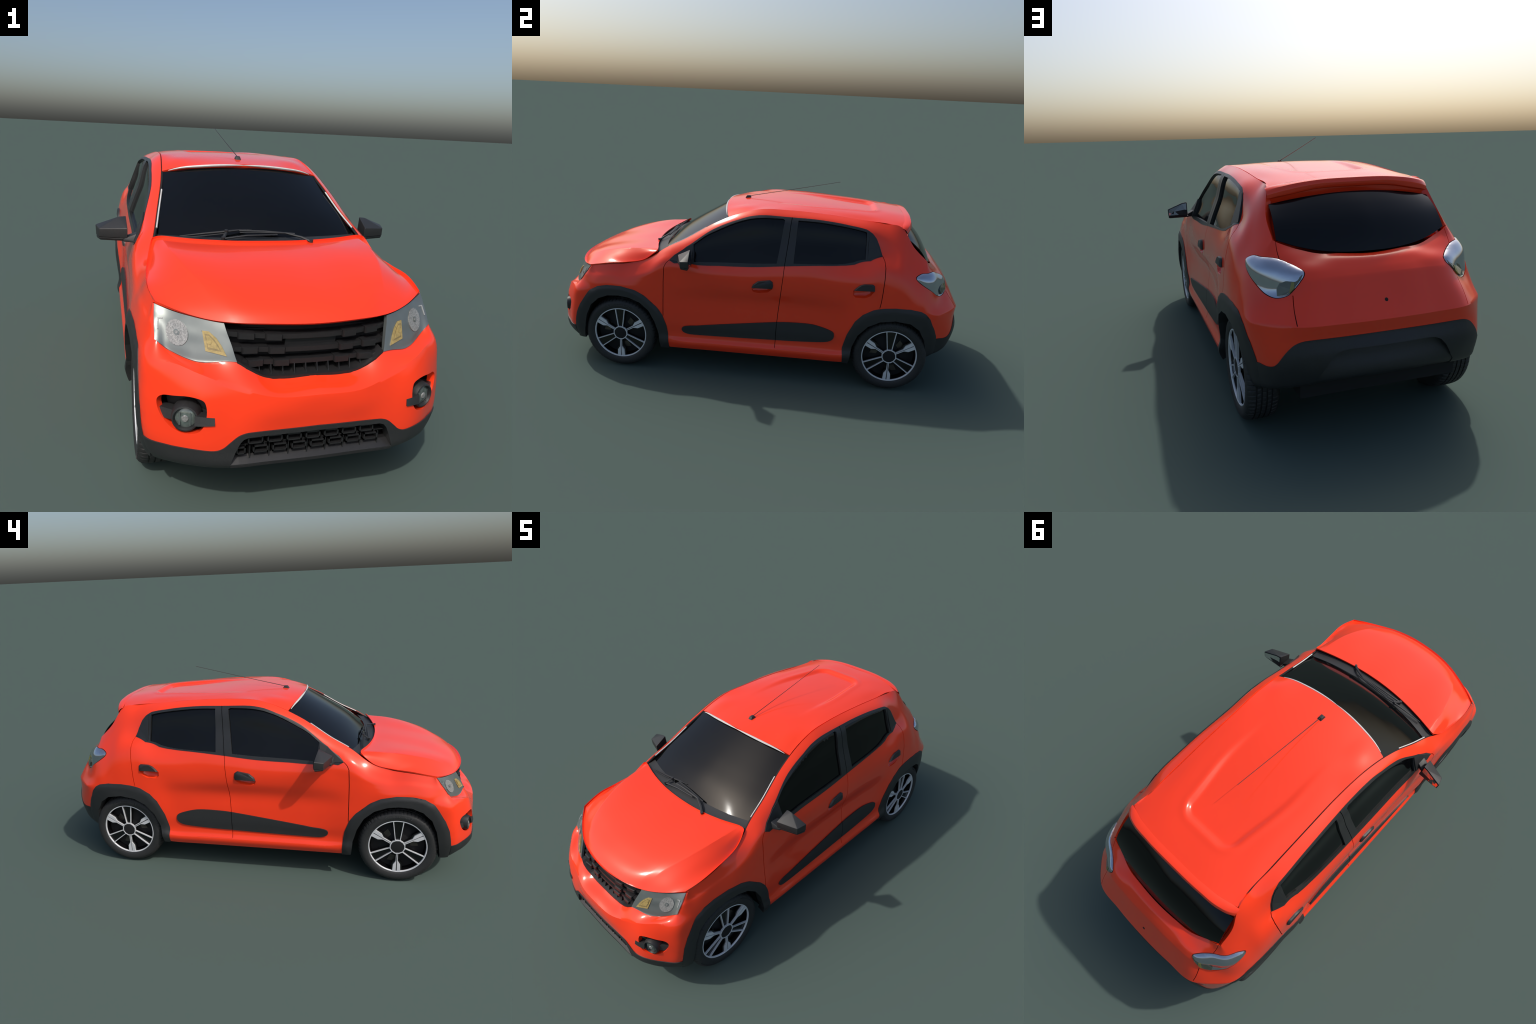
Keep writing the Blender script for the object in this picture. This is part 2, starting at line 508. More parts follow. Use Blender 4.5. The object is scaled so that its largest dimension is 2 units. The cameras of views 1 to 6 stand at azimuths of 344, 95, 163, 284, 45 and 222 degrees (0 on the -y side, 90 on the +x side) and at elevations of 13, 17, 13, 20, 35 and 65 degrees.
# tail
free((.268, .925, .204), (.276, .950, .220), (.280, .966, .255), (.283, .975, .31), (.283, .966, .362), (.283, .969, .406), (.273, .944, .45), (.259, .925, .487), (.247, .908, .525), (.232, .890, .553), (.212, .862, .575), (.188, .842, .590))
free((.145, .940, .220), (.148, .972, .228), (.15, .985, .255), (.15, .990, .318), (.15, .976, .363), (.15, .985, .405), (.146, .961, .452), (.142, .942, .49), (.136, .922, .528), (.128, .901, .553), (.118, .878, .574), (.104, .853, .583))
across(0.0, (.945, .223), (.982, .231), (.998, .255), (1.0, .318), (.980, .364), (.990, .405), (.964, .452), (.944, .49), (.924, .528), (.904, .553), (.883, .572), (.858, .577))

CREASE = {}
for c in range(22, 27):
    CREASE[(c, 5)] = 1.0
    CREASE[(c, 4)] = 0.7
CREASE[(21, 5)] = 0.5
for c in (24, 25, 26):
    CREASE[(c, 8)] = 0.7
for c in range(0, 5):
    CREASE[(c, 5)] = 0.45
    CREASE[(c, 6)] = 0.8
for c in (7, 8, 9):
    CREASE[(c, 7)] = 0.8
for c in (1, 2, 3):
    CREASE[(c, 5)] = 0.8
SIDE = Surface(BODY, CREASE)
K = SIDE.k
FRONT, FLANK, REAR = (0, K[6]), (K[5], K[22]), (K[19], SIDE.T)

def side_line(yz, span=FLANK):
    return SIDE.locate([(0, y, z) for y, z in yz], (0, 1, 1), span)
def front_line(xz):
    return SIDE.locate([(x, 0, z) for x, z in xz], (1, 0, 1), FRONT)
def space_line(xyz, span=None):
    return SIDE.locate(xyz, (1, 1, 1), span)
TOP = SIDE.V + 0.02
OUT = -0.02

# outlines, in metres
def wheel_loop(pts):
    return np.vstack([side_line(pts)])

f_arch_out = side_line([(-.397, .135), (-.401, .20), (-.408, .245), (-.428, .300), (-.458, .340), (-.505, .380), (-.564, .414), (-.629, .428), (-.70, .427), (-.750, .417), (-.785, .397), (-.812, .365), (-.842, .318), (-.862, .270), (-.871, .215), (-.871, .150)])
f_arch_in = side_line([(-.438, .130), (-.446, .20), (-.463, .262), (-.493, .318), (-.536, .355), (-.590, .376), (-.640, .382), (-.695, .378), (-.745, .358), (-.785, .320), (-.808, .268), (-.818, .215), (-.827, .150)])
r_arch_out = side_line([(.447, .135), (.442, .205), (.459, .278), (.490, .350), (.522, .387), (.569, .414), (.62, .426), (.67, .431), (.737, .430), (.786, .421), (.812, .407), (.832, .385), (.848, .350)]).tolist()
r_arch_out += space_line([(.397, .858, .335), (.384, .876, .285), (.376, .877, .20), (.368, .868, .16)], REAR).tolist()
r_arch_in = side_line([(.476, .135), (.486, .215), (.509, .283), (.550, .333), (.603, .360), (.673, .371), (.742, .362), (.787, .331), (.816, .279), (.830, .215), (.832, .15)])

def close_below(line):
    L = [tuple(p) for p in line]
    return np.array(L + [(L[-1][0], OUT), (L[0][0], OUT)])

win_out = side_line(
    [(-.400, .570), (-.375, .557), (-.265, .556), (-.156, .560), (-.03, .565), (.082, .575), (.146, .582), (.25, .592), (.33, .598), (.405, .604), (.466, .612), (.537, .633), (.592, .654),
     (.577, .692), (.559, .729), (.540, .750), (.510, .767), (.44, .779), (.332, .792), (.19, .797), (.08, .799), (-.033, .789), (-.09, .769), (-.191, .725), (-.267, .674), (-.325, .632), (-.377, .594)])
glass_f = side_line([(-.283, .569), (-.200, .573), (-.05, .580), (.109, .591), (.118, .66), (.126, .730), (.133, .784), (.123, .789), (.075, .789), (.02, .787), (-.031, .779), (-.095, .758), (-.193, .711), (-.246, .681), (-.288, .648), (-.284, .611)])
glass_r = side_line([(.187, .597), (.268, .601), (.340, .605), (.400, .610), (.461, .622), (.514, .637), (.514, .70), (.512, .755), (.450, .768), (.37, .778), (.294, .785), (.195, .786), (.191, .69)])
quarter_seam = side_line([(.522, .66), (.522, .752)])

seam_f = side_line([(-.400, .570), (-.414, .556), (-.4225, .538), (-.425, .466), (-.425, .376), (-.424, .296)])
seam_b = side_line([(.165, .797), (.156, .69), (.146, .582), (.143, .531), (.137, .457), (.132, .399), (.128, .349), (.125, .299), (.123, .220), (.122, .176)])
seam_r = side_line([(.592, .654), (.602, .637), (.607, .610), (.607, .561), (.604, .504), (.600, .450), (.596, .425)])
sill_line = side_line([(-.40, .173), (-.2, .171), (0, .171), (.122, .172), (.3, .172), (.42, .173), (.446, .176)])
door_low = side_line([(-.404, .23), (-.396, .173)])

mould = side_line([(-.333, .235), (-.322, .246), (-.291, .252), (-.243, .257), (-.095, .277), (.120, .304), (.20, .309), (.26, .310), (.305, .307), (.359, .294), (.392, .281), (.400, .266), (.397, .247), (.380, .233), (.353, .226), (.296, .221), (.191, .216), (.12, .2145), (-.05, .210), (-.2, .207), (-.290, .206), (-.320, .213), (-.331, .223)])
gap_mould = side_line([(.126, .32), (.1235, .26), (.1225, .20)])

handle_f = [(-.001, .471), (.005, .487), (.027, .505), (.083, .515), (.096, .506), (.099, .485), (.096, .473)]
cup_f = [(-.002, .468), (.005, .451), (.029, .446), (.074, .452), (.096, .471)]
handle_r = [(.471, .500), (.482, .513), (.498, .526), (.516, .533), (.555, .535), (.564, .528), (.566, .503)]
cup_r = [(.468, .495), (.469, .478), (.482, .466), (.528, .468), (.550, .480), (.564, .500)]
hole_f = side_line(handle_f + cup_f[::-1][0:])
hole_r = side_line(handle_r + cup_r[::-1])

# front end
lamp_low = space_line([(.189, -.931, .398), (.26, -.915, .396), (.286, -.899, .393), (.319, -.874, .399), (.346, -.857, .411), (.3705, -.8455, .431)], FRONT)
lamp_top_t = (space_line([(.213, -.889, .479)], FRONT)[0, 0], K[5])
head_lamp = np.array(lamp_low.tolist() + [(K[5] + .001, SIDE.V * .8), (K[5] + .001, TOP), (lamp_top_t[0], TOP)])
g_low = space_line([(0, -.942, .3555), (.085, -.9395, .3555), (.122, -.938, .358), (.150, -.936, .367), (.169, -.935, .381), (.186, -.933, .396)], FRONT)
grille_hole = np.array([(OUT, g_low[0, 1])] + g_low.tolist() + [(lamp_low[0, 0] + .006, lamp_low[0, 1] + .01), (lamp_top_t[0] + .006, TOP), (OUT, TOP)])
low_edge = space_line([(0, -.995, .252), (.09, -.990, .250), (.155, -.985, .2475), (.176, -.985, .245), (.193, -.985, .238), (.211, -.985, .223), (.226, -.983, .210), (.247, -.979, .2035), (.287, -.969, .205), (.322, -.95, .203), (.351, -.929, .200), (.396, -.885, .199)], FRONT)
front_low = close_below(np.vstack([[(OUT, low_edge[0, 1])], smooth_loop(low_edge, 4, False), side_line([(-.84, .197)])]))
lg = space_line([(0, -.994, .240), (.12, -.988, .237), (.168, -.985, .235), (.179, -.985, .231), (.187, -.985, .222), (.197, -.985, .200), (.209, -.984, .166), (0, -.989, .163)], FRONT)
low_grille = np.array([(OUT, lg[0, 1])] + lg.tolist() + [(OUT, lg[-1, 1])])
fog_hole = smooth_loop(front_line([(.371, .298), (.369, .312), (.357, .322), (.335, .326), (.302, .330), (.275, .325), (.266, .314), (.264, .292), (.270, .264), (.287, .246), (.312, .240), (.336, .246), (.355, .262), (.366, .280)]), 4)

# rear end
tail_lamp = smooth_loop(space_line([(.372, .750, .562), (.362, .762, .578), (.345, .790, .583), (.311, .833, .585), (.275, .866, .578), (.245, .892, .562), (.235, .898, .545), (.242, .900, .523), (.268, .898, .490), (.290, .897, .477), (.322, .884, .474), (.345, .862, .482), (.362, .828, .505), (.373, .780, .535)], REAR), 4)
gate_low = resample(space_line([(.270, .905, .478), (.2825, .966, .408)], REAR), .01, False)
gate_high = space_line([(.297, .806, .630), (.296, .830, .600), (.295, .845, .583)], REAR)
gate_high[0, 1] = TOP
rb = space_line([(.372, .885, .281), (.360, .912, .279), (.348, .932, .283), (.337, .942, .294), (.322, .948, .315), (.307, .951, .333), (.290, .957, .350), (.268, .961, .360), (.24, .963, .363), (.15, .967, .3635), (0, .969, .364)], REAR)
rear_low = np.array(space_line([(.380, .868, .279)], REAR).tolist() + smooth_loop(rb, 4, False).tolist() + [(SIDE.T + .02, rb[-1, 1]), (SIDE.T + .02, OUT), (rb[0, 0] - .012, OUT)])
pl = space_line([(.232, .983, .235), (.215, .984, .262), (.193, .985, .297), (.175, .988, .316), (.155, .991, .325), (.13, .992, .328), (0, .998, .329)], REAR)
plate_hole = np.array([(pl[0, 0], pl[0, 1])] + pl.tolist() + [(SIDE.T + .02, pl[-1, 1]), (SIDE.T + .02, OUT), (pl[0, 0] - .006, OUT)])

# doors as closed regions (used to separate panels that share a surface)
def reg(*parts):
    return np.vstack([np.array(p, float).reshape(-1, 2) for p in parts])
GW = 0.0036
tm = seam_b[-1, 0]
fdoor = reg([(seam_f[0, 0], TOP)], seam_f, f_arch_out[2:4][::-1], sill_line[0], sill_line[1:4], seam_b[::-1], [(seam_b[0, 0], TOP)])
rdoor = reg([(seam_b[0, 0], TOP)], seam_b, sill_line[3:], r_arch_out[1:7], seam_r[::-1], [(seam_r[0, 0], TOP)])
sill = reg([(f_arch_out[0][0] - .03, OUT), (f_arch_out[0][0] - .03, sill_line[0, 1])], sill_line, [(r_arch_out[0][0] + .03, sill_line[-1, 1]), (r_arch_out[0][0] + .03, OUT)])
bumper_front = reg([(OUT, OUT), (OUT, TOP)], [(K[5] - .002, TOP)], space_line([(.371, -.846, .431)], FRONT), side_line([(-.82, .40)]), [(K[6], VS * 5), (K[6], OUT)])
tailgate = reg(gate_high, space_line([(.27, .87, .56), (.26, .89, .50)], REAR), gate_low, [(K[24], VS * 4), (K[24], rb[-2, 1] - .01), (SIDE.T + .02, rb[-1, 1] - .01), (SIDE.T + .02, TOP)])
bumper_rear = reg(side_line([(.80, .405)]), [(K[22], VS * 5), (K[23], VS * 5), (K[24], VS * 5), (SIDE.T + .02, VS * 5), (SIDE.T + .02, OUT), (K[20], OUT)])

regions = [
    ("f_open", close_below(f_arch_in)), ("r_open", close_below(r_arch_in)),
    ("gap", ribbon(resample(seam_f, .01, False), GW)), ("gap", ribbon(resample(seam_r, .01, False), GW)),
    ("gap", ribbon(resample(seam_b, .01, False), GW * .8)),
    ("gap", ribbon(resample(sill_line[3:5], .01, False), .001)),
    ("gap", ribbon(resample(gate_low, .008, False), .0026)), ("gap", ribbon(resample(gate_high, .008, False), .0026)),
    ("f_arch", close_below(f_arch_out)), ("r_arch", close_below(np.array(r_arch_out))),
    ("glass_f", glass_f), ("glass_r", glass_r), ("frame", win_out),
    ("mould", smooth_loop(mould, 3)), ("hole_f", hole_f), ("hole_r", hole_r),
    ("fog", fog_hole), ("head_lamp", head_lamp), ("grille", grille_hole),
    ("low_grille", low_grille), ("front_low", front_low),
    ("gap", ribbon(np.vstack([resample(tail_lamp, .008), tail_lamp[:1]]), .003)), ("tail_lamp", tail_lamp), ("plate", plate_hole), ("rear_low", rear_low),
    ("sill", sill), ("fdoor", fdoor), ("rdoor", rdoor), ("tailgate", tailgate),
    ("bumper_front", bumper_front), ("bumper_rear", bumper_rear),
]
BODYSKIN = Skin(SIDE, regions)
# several outlines share a name: look regions up by name
def rf(*names):
    ids = [i for i, n in enumerate(BODYSKIN.names) if n in names]
    return np.isin(BODYSKIN.reg, ids + ([-1] if "rest" in names else []))
SK = BODYSKIN
behind_door = SK.cen[:, 0] > seam_b[-1, 0]
fwd = SK.cen[:, 0] < K[13]

SK.piece("front_bumper", rf("bumper_front"), PAINT, rim=.02)
SK.piece("front_fender", rf("rest") & fwd, PAINT, rim=.010, sides="pair")
SK.piece("rear_fender", rf("rest") & ~fwd, PAINT, rim=.022, sides="pair")
SK.piece("front_door", rf("fdoor"), PAINT, rim=.012, sides="pair")
SK.piece("rear_door", rf("rdoor"), PAINT, rim=.012, sides="pair")
SK.piece("sill", rf("sill"), PAINT, rim=.02, sides="pair")
SK.piece("tailgate", rf("tailgate"), PAINT, rim=.022)
SK.piece("rear_bumper", rf("bumper_rear"), PAINT, rim=.01)
SK.piece("panel_gap", rf("gap"), DARK, offset=-.006, rim=0, sides="pair")
def swell(line, height, width, dome=False):
    "raise a trim away from its outer edge"
    L = resample(np.array(line, float), .006, False)
    E = SIDE(L[:, 0], L[:, 1])
    def f(P):
        d = np.sqrt(((P[:, None] - E[None])**2).sum(2).min(1))
        u = np.clip(d / width, 0, 1)
        return height * (np.sqrt(1 - (1 - u)**2) if dome else u)
    return f
SK.piece("front_arch_trim", rf("f_arch"), PLASTIC, offset=.0015, rim=.035, sides="pair", lift=swell(f_arch_out, .006, .016))
SK.piece("rear_arch_trim", rf("r_arch"), PLASTIC, offset=.0015, rim=.035, sides="pair", lift=swell(r_arch_out, .005, .016))
SK.piece("window_frame", rf("frame"), TRIM, offset=.001, rim=.012, sides="pair")
SK.piece("front_side_window", rf("glass_f"), GLASS, offset=-.008, rim=0, sides="pair")
SK.piece("rear_side_window", rf("glass_r"), GLASS, offset=-.008, rim=0, sides="pair")
for part in (~behind_door, behind_door):
    SK.piece("door_moulding", rf("mould") & part, PLASTIC, offset=.0055, rim=.008, sides="pair")
SK.piece("front_lower_trim", rf("front_low"), PLASTIC, offset=.003, rim=.03)
SK.piece("rear_lower_trim", rf("rear_low"), PLASTIC, offset=.002, rim=.03)
SK.piece("plate_recess", rf("plate"), PLASTIC, offset=0, rim=.02, lift=lambda P: -.020 * step(.235, .31, P[:, 2]))
SK.piece("headlight_housing", rf("head_lamp"), LAMP, offset=.003, rim=.01, sides="pair")
TLP = SIDE(resample(tail_lamp, .004)[:, 0], resample(tail_lamp, .004)[:, 1])
def lens_bulge(P):
    d = np.sqrt(((P[:, None] - TLP[None])**2).sum(2).min(1))
    dome = np.sqrt(np.clip(1 - (1 - np.clip(d / .045, 0, 1))**2, 0, 1))
    return dome * (.012 - .013 * step(.555, .49, P[:, 2]))
SK.piece("tail_light", rf("tail_lamp"), CHROME, offset=-.001, rim=.012, sides="pair", lift=lens_bulge)
SK.piece("grille_backing", rf("grille"), DARK, offset=-.045, rim=0)
SK.piece("lower_grille_backing", rf("low_grille"), DARK, offset=-.05, rim=0)
SK.piece("fog_recess", rf("fog"), PLASTIC, offset=-.042, rim=0, sides="pair")

# ---------------------------------------------------------------------- bonnet
def bonnet_shape(P):
    return P
hood_sections = []
def hood(*xyz):
    hood_sections.append(list(xyz))
top = lambda t: tuple(SIDE([t], [SIDE.V])[0])
# stations from the front edge to the cowl, each from the middle outwards
hood((0, -.931, .481), (.11, -.921, .482), (.19, -.899, .481), (.225, -.884, .481), (.297, -.844, .489), (.366, -.795, .504))
hood((0, -.910, .502), (.112, -.899, .503), (.193, -.878, .503), (.226, -.863, .502), (.300, -.824, .504), (.3715, -.765, .5105))
hood((0, -.84, .536), (.115, -.83, .536), (.212, -.812, .540), (.246, -.800, .540), (.313, -.765, .532), (.378, -.70, .5245))
hood((0, -.73, .566), (.115, -.725, .566), (.235, -.718, .570), (.279, -.708, .570), (.326, -.685, .554), (.371, -.62, .533))
hood((0, -.61, .586), (.115, -.605, .586), (.262, -.600, .591), (.308, -.588, .592), (.336, -.57, .573), (.358, -.53, .552))
hood((0, -.525, .593), (.11, -.519, .593), (.240, -.495, .596), (.318, -.472, .600), (.334, -.468, .598), (.344, -.468, .595))
HOOD = Surface(hood_sections, {(c, 3): .85 for c in range(1, 6)}, mirror=(False, False), middle=True)
HS = Skin(HOOD, [], dt=.012, nv=9)
HS.piece("hood", HS.faces("rest"), PAINT, offset=.0, rim=.007)

# ------------------------------------------------------------------ windscreen
ws = []
for s in range(5):
    u = s / 4
    x0, x1 = .327 * u, .284 * u
    yb, zb = -.474 + .052 * u**2.2, .604 + .001 * u * u
    yt, zt = -.179 + .038 * u * u, .798 - .026 * u * u
    row = []
    for k in range(5):
        w = k / 4
        arch = math.sin(math.pi * w**.6) * .011
        row.append((x0 + (x1 - x0) * w, yb + (yt - yb) * w - arch * (1 - .7 * u) * .5, zb + (zt - zb) * w + arch * (1 - .7 * u) * .8 - .004))
    ws.append(row)
WS = Surface(ws, mirror=(True, False))
WSK = Skin(WS, [], dt=.02, nv=6)
WSK.piece("windshield", WSK.faces("rest"), GLASS, rim=.004)

# cowl panel between bonnet and glass
cw = []
for s in range(5):
    u = s / 4
    cw.append([(.335 * u, -.535 + .056 * u**2.2, .586), (.333 * u, -.505 + .056 * u**2.2, .592), (.331 * u, -.462 + .05 * u**2.2, .603)])
CW = Surface(cw, mirror=(True, False))
CWS = Skin(CW, [], dt=.03, nv=3)
CWS.piece("cowl", CWS.faces("rest"), PLASTIC, rim=.01)
g = Geo()
edge = [(.336 * u, -.518 + .055 * abs(u)**2.2, .588) for u in np.linspace(-1, 1, 25)]
g.tube(edge, .0035)
g.obj("cowl_seal", PLASTIC, smooth=True)

# ------------------------------------------------------------------------ roof
def roof_recess(P):
    x, y = np.abs(P[:, 0]), P[:, 1]
    w = .165 - .035 * step(.25, .58, y)
    a, b = np.clip((x - w + .06) / .06, 0, 2), np.clip((y - .575 + .06) / .06, 0, 2)
    d = (1 - np.sqrt(a * a + b * b)) * 2.4        # rounded rear corners
    m = step(0, 1, d) * step(.02, .48, y)
    rib = np.exp(-((d + .3) / .5)**2) * step(.1, .4, y)
    Q = P.copy()
    Q[:, 2] -= .0115 * m - .0015 * rib
    return Q
rs = []
def roof(*xyz):
    rs.append(list(xyz))
roof((0, -.178, .806), (0, -.085, .8185), (0, .02, .827), (0, .14, .832), (0, .33, .829), (0, .52, .819), (0, .66, .808), (0, .704, .803))
roof((.15, -.167, .798), (.15, -.08, .8145), (.147, .02, .8245), (.145, .14, .8295), (.145, .33, .826), (.145, .52, .8155), (.143, .655, .805), (.142, .701, .800))
roof((.235, -.152, .7865), (.234, -.085, .8075), (.230, .015, .820), (.226, .14, .8255), (.226, .33, .820), (.226, .515, .8075), (.227, .64, .7945), (.229, .688, .789))
rail = SIDE(np.linspace(K[10], K[20], 900), np.full(900, SIDE.V))
def rail_at(y):
    "point just inside the roof rail"
    return tuple(float(np.interp(y, rail[:, 1], rail[:, i])) + d for i, d in ((0, -.0045), (1, 0), (2, -.0005)))
roof(*[rail_at(y) for y in (-.139, -.088, .01, .14, .33, .51, .63, .675)])
ROOF = Surface(rs, mirror=(True, False), bulge=roof_recess)
RSK = Skin(ROOF, [], dt=.008, nv=16)
RSK.piece("roof", RSK.faces("rest"), PAINT, rim=.012)
# dark ditch beside the roof
g = Geo()
for s in (-1, 1):
    line = ROOF(np.full(40, ROOF.T), np.linspace(0, ROOF.V * .96, 40)) + np.array([.002, 0, -.008])
    g.tube([(p[0] * s, p[1], p[2]) for p in line], .004, 6)
g.obj("roof_ditch", DARK)
# pale seal at the top and the lower sides of the windscreen
g = Geo()
tt = np.linspace(0, ROOF.T * .93, 14)
P = ROOF(tt, np.zeros(14))
P = np.vstack([P[::-1] * [-1, 1, 1], P[1:]])
g.tube([p + np.array([0, -.0035, -.0035]) for p in P], [.0012 + .0035 * math.sin(math.pi * min(1, max(0, (abs(i - 13) / 13)))) ** .7 for i in range(27)], 6)
for s in (-1, 1):
    tA = np.linspace(K[10] + .012, K[11] + .105, 12)
    Q = SIDE(tA, np.full(12, SIDE.V))
    g.tube([((q[0] - .0068) * s, q[1] - .003, q[2] - .003) for q in Q], .0027, 6)
g.obj("windshield_seal", WHITE, smooth=True)
g = Geo()
for s in (-1, 1):
    tA = np.linspace(K[9] + .045, K[13] - .14, 24)
    Q = SIDE(tA, np.full(24, SIDE.V))
    g.tube([((q[0] - .004) * s, q[1] - .001, q[2] - .006) for q in Q], .0045, 6)
g.obj("pillar_seal", DARK)

# --------------------------------------------------------------------- spoiler
sp = []
def spo(x, *yz):
    sp.append([(x, y, z) for y, z in yz])
spo(0, (.704, .8035), (.722, .8035), (.733, .802), (.738, .789), (.731, .775), (.715, .771), (.715, .742))
spo(.14, (.701, .8003), (.719, .8000), (.730, .798), (.735, .785), (.729, .771), (.714, .767), (.712, .739))
spo(.225, (.689, .7897), (.707, .7895), (.721, .7865), (.727, .772), (.722, .757), (.710, .752), (.705, .730))
spo(.268, (.678, .7817), (.693, .7805), (.706, .775), (.713, .762), (.709, .749), (.700, .744), (.695, .724))
spo(.287, (.675, .7765), (.685, .773), (.694, .766), (.701, .756), (.700, .745), (.692, .740), (.688, .720))
SPO = Surface(sp, mirror=(True, False), crease={(c, r): .6 for c in range(5) for r in (2, 3, 4, 5)})
SPS = Skin(SPO, [], dt=.012, nv=5)
SPS.piece("spoiler", SPS.faces("rest"), PAINT, rim=.0)
g = Geo()
g.tube([(x, y - .002, z - .0065) for x, y, z in [(-.27, .677, .781), (-.225, .689, .789), (-.14, .701, .7995), (0, .704, .8025), (.14, .701, .7995), (.225, .689, .789), (.27, .677, .781)]], .003)
g.obj("spoiler_gap", DARK)

# ------------------------------------------------------------------ rear glass
rg = []
for s in range(6):
    u = s / 5
    yt, zt, xt = .733 - .026 * u**2.2, .758 - .030 * u**2, .284 * u
    yb, zb, xb = .846 - .048 * u**2.6, .578 + .049 * u**2.4, .291 * u
    row = []
    for k in range(5):
        w = k / 4
        b = math.sin(math.pi * (w * .86 + .14)) * (.022 - .010 * u)
        row.append((xb + (xt - xb) * w, yb + (yt - yb) * w + b * .8, zb + (zt - zb) * w + b * .6))
    rg.append(row)
RG = Surface(rg, mirror=(True, False))
RGS = Skin(RG, [], dt=.02, nv=6)
RGS.piece("rear_window", RGS.faces("rest"), GLASS, rim=-.004)
g = Geo()
g.rings([[(x, y0, z0) for x, y0, z0 in [(-.285, .60, .70), (.285, .60, .70), (.285, .66, .735), (-.285, .66, .735)]],
         [(x, y0, z0) for x, y0, z0 in [(-.285, .75, .56), (.285, .75, .56), (.285, .80, .60), (-.285, .80, .60)]]])
g.obj("tailgate_inner", PAINT)

# ----------------------------------------------------------------- underbody
g = Geo()
g.box((-.265, -.88, .105), (.265, .47, .46))
g.box((-.265, .45, .165), (.265, .93, .46))
g.box((-.20, .50, .135), (.06, .80, .20))
g.box((-.370, -.41, .115), (.370, .44, .50))
g.box((-.34, .44, .40), (.34, .80, .55))
g.box((-.34, -.76, .40), (.34, -.41, .50))
g.rings([[(-.32, -.40, .5), (.32, -.40, .5), (.32, .62, .5), (-.32, .62, .5)], [(-.24, -.16, .765), (.24, -.16, .765), (.24, .58, .765), (-.24, .58, .765)]])
g.rings([[(-.33, -.78, .40), (.33, -.78, .40), (.33, -.42, .40), (-.33, -.42, .40)], [(-.20, -.84, .47), (.20, -.84, .47), (.30, -.46, .56), (-.30, -.46, .56)]])
g.obj("underbody", DARK)
for yc in (-.645, .667):
    prof = [(.193, .385), (.196, .30), (.193, .26)]
    gg = Geo()
    rr = [[(x, yc + r * math.cos(a), .178 + r * math.sin(a)) for a in np.linspace(.12, math.pi - .12, 30)] for r, x in prof]
    gg.rings(rr, closed=False)
    pair("wheel_liner", gg.v, gg.f, DARK, smooth=True)

# -------------------------------------------------------------------- handles
def handle(name, loop, cup):
    def on(pts, off):
        q = side_line(pts)
        return SIDE(q[:, 0], q[:, 1]) + SIDE.normal(q[:, 0], q[:, 1]) * off
    gg = Geo()
    L = resample(loop, .008)
    c = L.mean(0)
    ins = c + (L - c) * .86
    gg.rings([on(L, -.008), on(L, .004), on(ins, .009)])
    gg.fix()
    pair(name, gg.v, gg.f, PLASTIC, smooth=50)
    full = np.array(loop + cup[::-1])
    R = resample(full, .008); c = full.mean(0)
    gg = Geo()
    gg.rings([on(R, 0.0), on(c + (R - c) * .9, -.010), on(c + (R - c) * .5, -.016)])
    gg.fix()
    gg.f = [f for f in gg.f if not (len(f) > 4 and min(f) == 0)]
    pair(name + "_cup", gg.v, [tuple(reversed(f)) for f in gg.f], PAINT, smooth=60)
handle("door_handle", handle_f, cup_f)
handle("door_handle", handle_r, cup_r)

# ------------------------------------------------------------- surface helpers
def on_front(x, z, off):
    q = front_line([(x, z)])
    p = SIDE(q[:, 0], q[:, 1])[0]; n = SIDE.normal(q[:, 0], q[:, 1])[0]
    return p + n * off

# ----------------------------------------------------------- headlight details
def lamp_patch(name, pts, mat, off, thick=.002):
    P = [on_front(x, z, off + .004) for x, z in pts]
    B = [on_front(x, z, off + .004 - thick) for x, z in pts]
    gg = Geo(); gg.rings([B, P]); gg.fix()
    pair(name, gg.v, gg.f, mat)
def disc(cx, cz, r, n=28, sx=1.0):
    return [(cx + r * sx * math.cos(2 * math.pi * k / n), cz + r * math.sin(2 * math.pi * k / n)) for k in range(n)]
lamp_patch("reflector", disc(.318, .448, .0275, sx=.9), REFLECTOR, .0012)
lamp_patch("bulb_ring", disc(.318, .449, .0065), LAMP, .0022)
lamp_patch("bulb", disc(.318, .449, .0035), REFLECTOR, .003)
lamp_patch("indicator", [(.262, .459), (.247, .459), (.232, .447), (.221, .431), (.211, .410), (.226, .413), (.257, .417)], AMBER, .0014)
lamp_patch("indicator_ridge", [(.257, .453), (.247, .453), (.236, .443), (.227, .430), (.222, .419), (.252, .422)], AMBERD, .0020)
lamp_patch("indicator_ridge", [(.2535, .4495), (.247, .4495), (.238, .441), (.230, .430), (.226, .4225), (.250, .4255)], AMBER, .0026)
lamp_patch("indicator_bulb", disc(.2475, .438, .006), AMBER, .0036)
lamp_patch("lamp_bracket", [(.361, .476), (.349, .476), (.349, .4735), (.3585, .4735), (.3615, .452), (.364, .452)], BRACKET, .0006)

# tail light lower lens
tl = lambda pts: [tuple(p) for p in pts]
def rear_patch(name, xyz, mat, off, thick=.003):
    q = space_line(xyz, REAR)
    q = resample(q, .006)
    P = SIDE(q[:, 0], q[:, 1]); N = SIDE.normal(q[:, 0], q[:, 1])
    gg = Geo(); gg.rings([P + N * (off - thick), P + N * off]); gg.fix()
    pair(name, gg.v, gg.f, mat)
rear_patch("tail_light_lower_lens", [(.240, .898, .537), (.246, .90, .522), (.268, .898, .494), (.289, .895, .481), (.316, .885, .479), (.314, .876, .50), (.302, .872, .512), (.280, .880, .518), (.258, .888, .530)], OLIVE, .004, .006)
rear_patch("reverse_lens", [(.262, .893, .515), (.270, .890, .515), (.277, .896, .484), (.272, .897, .487), (.262, .897, .498)], YELLOW, .0046, .006)

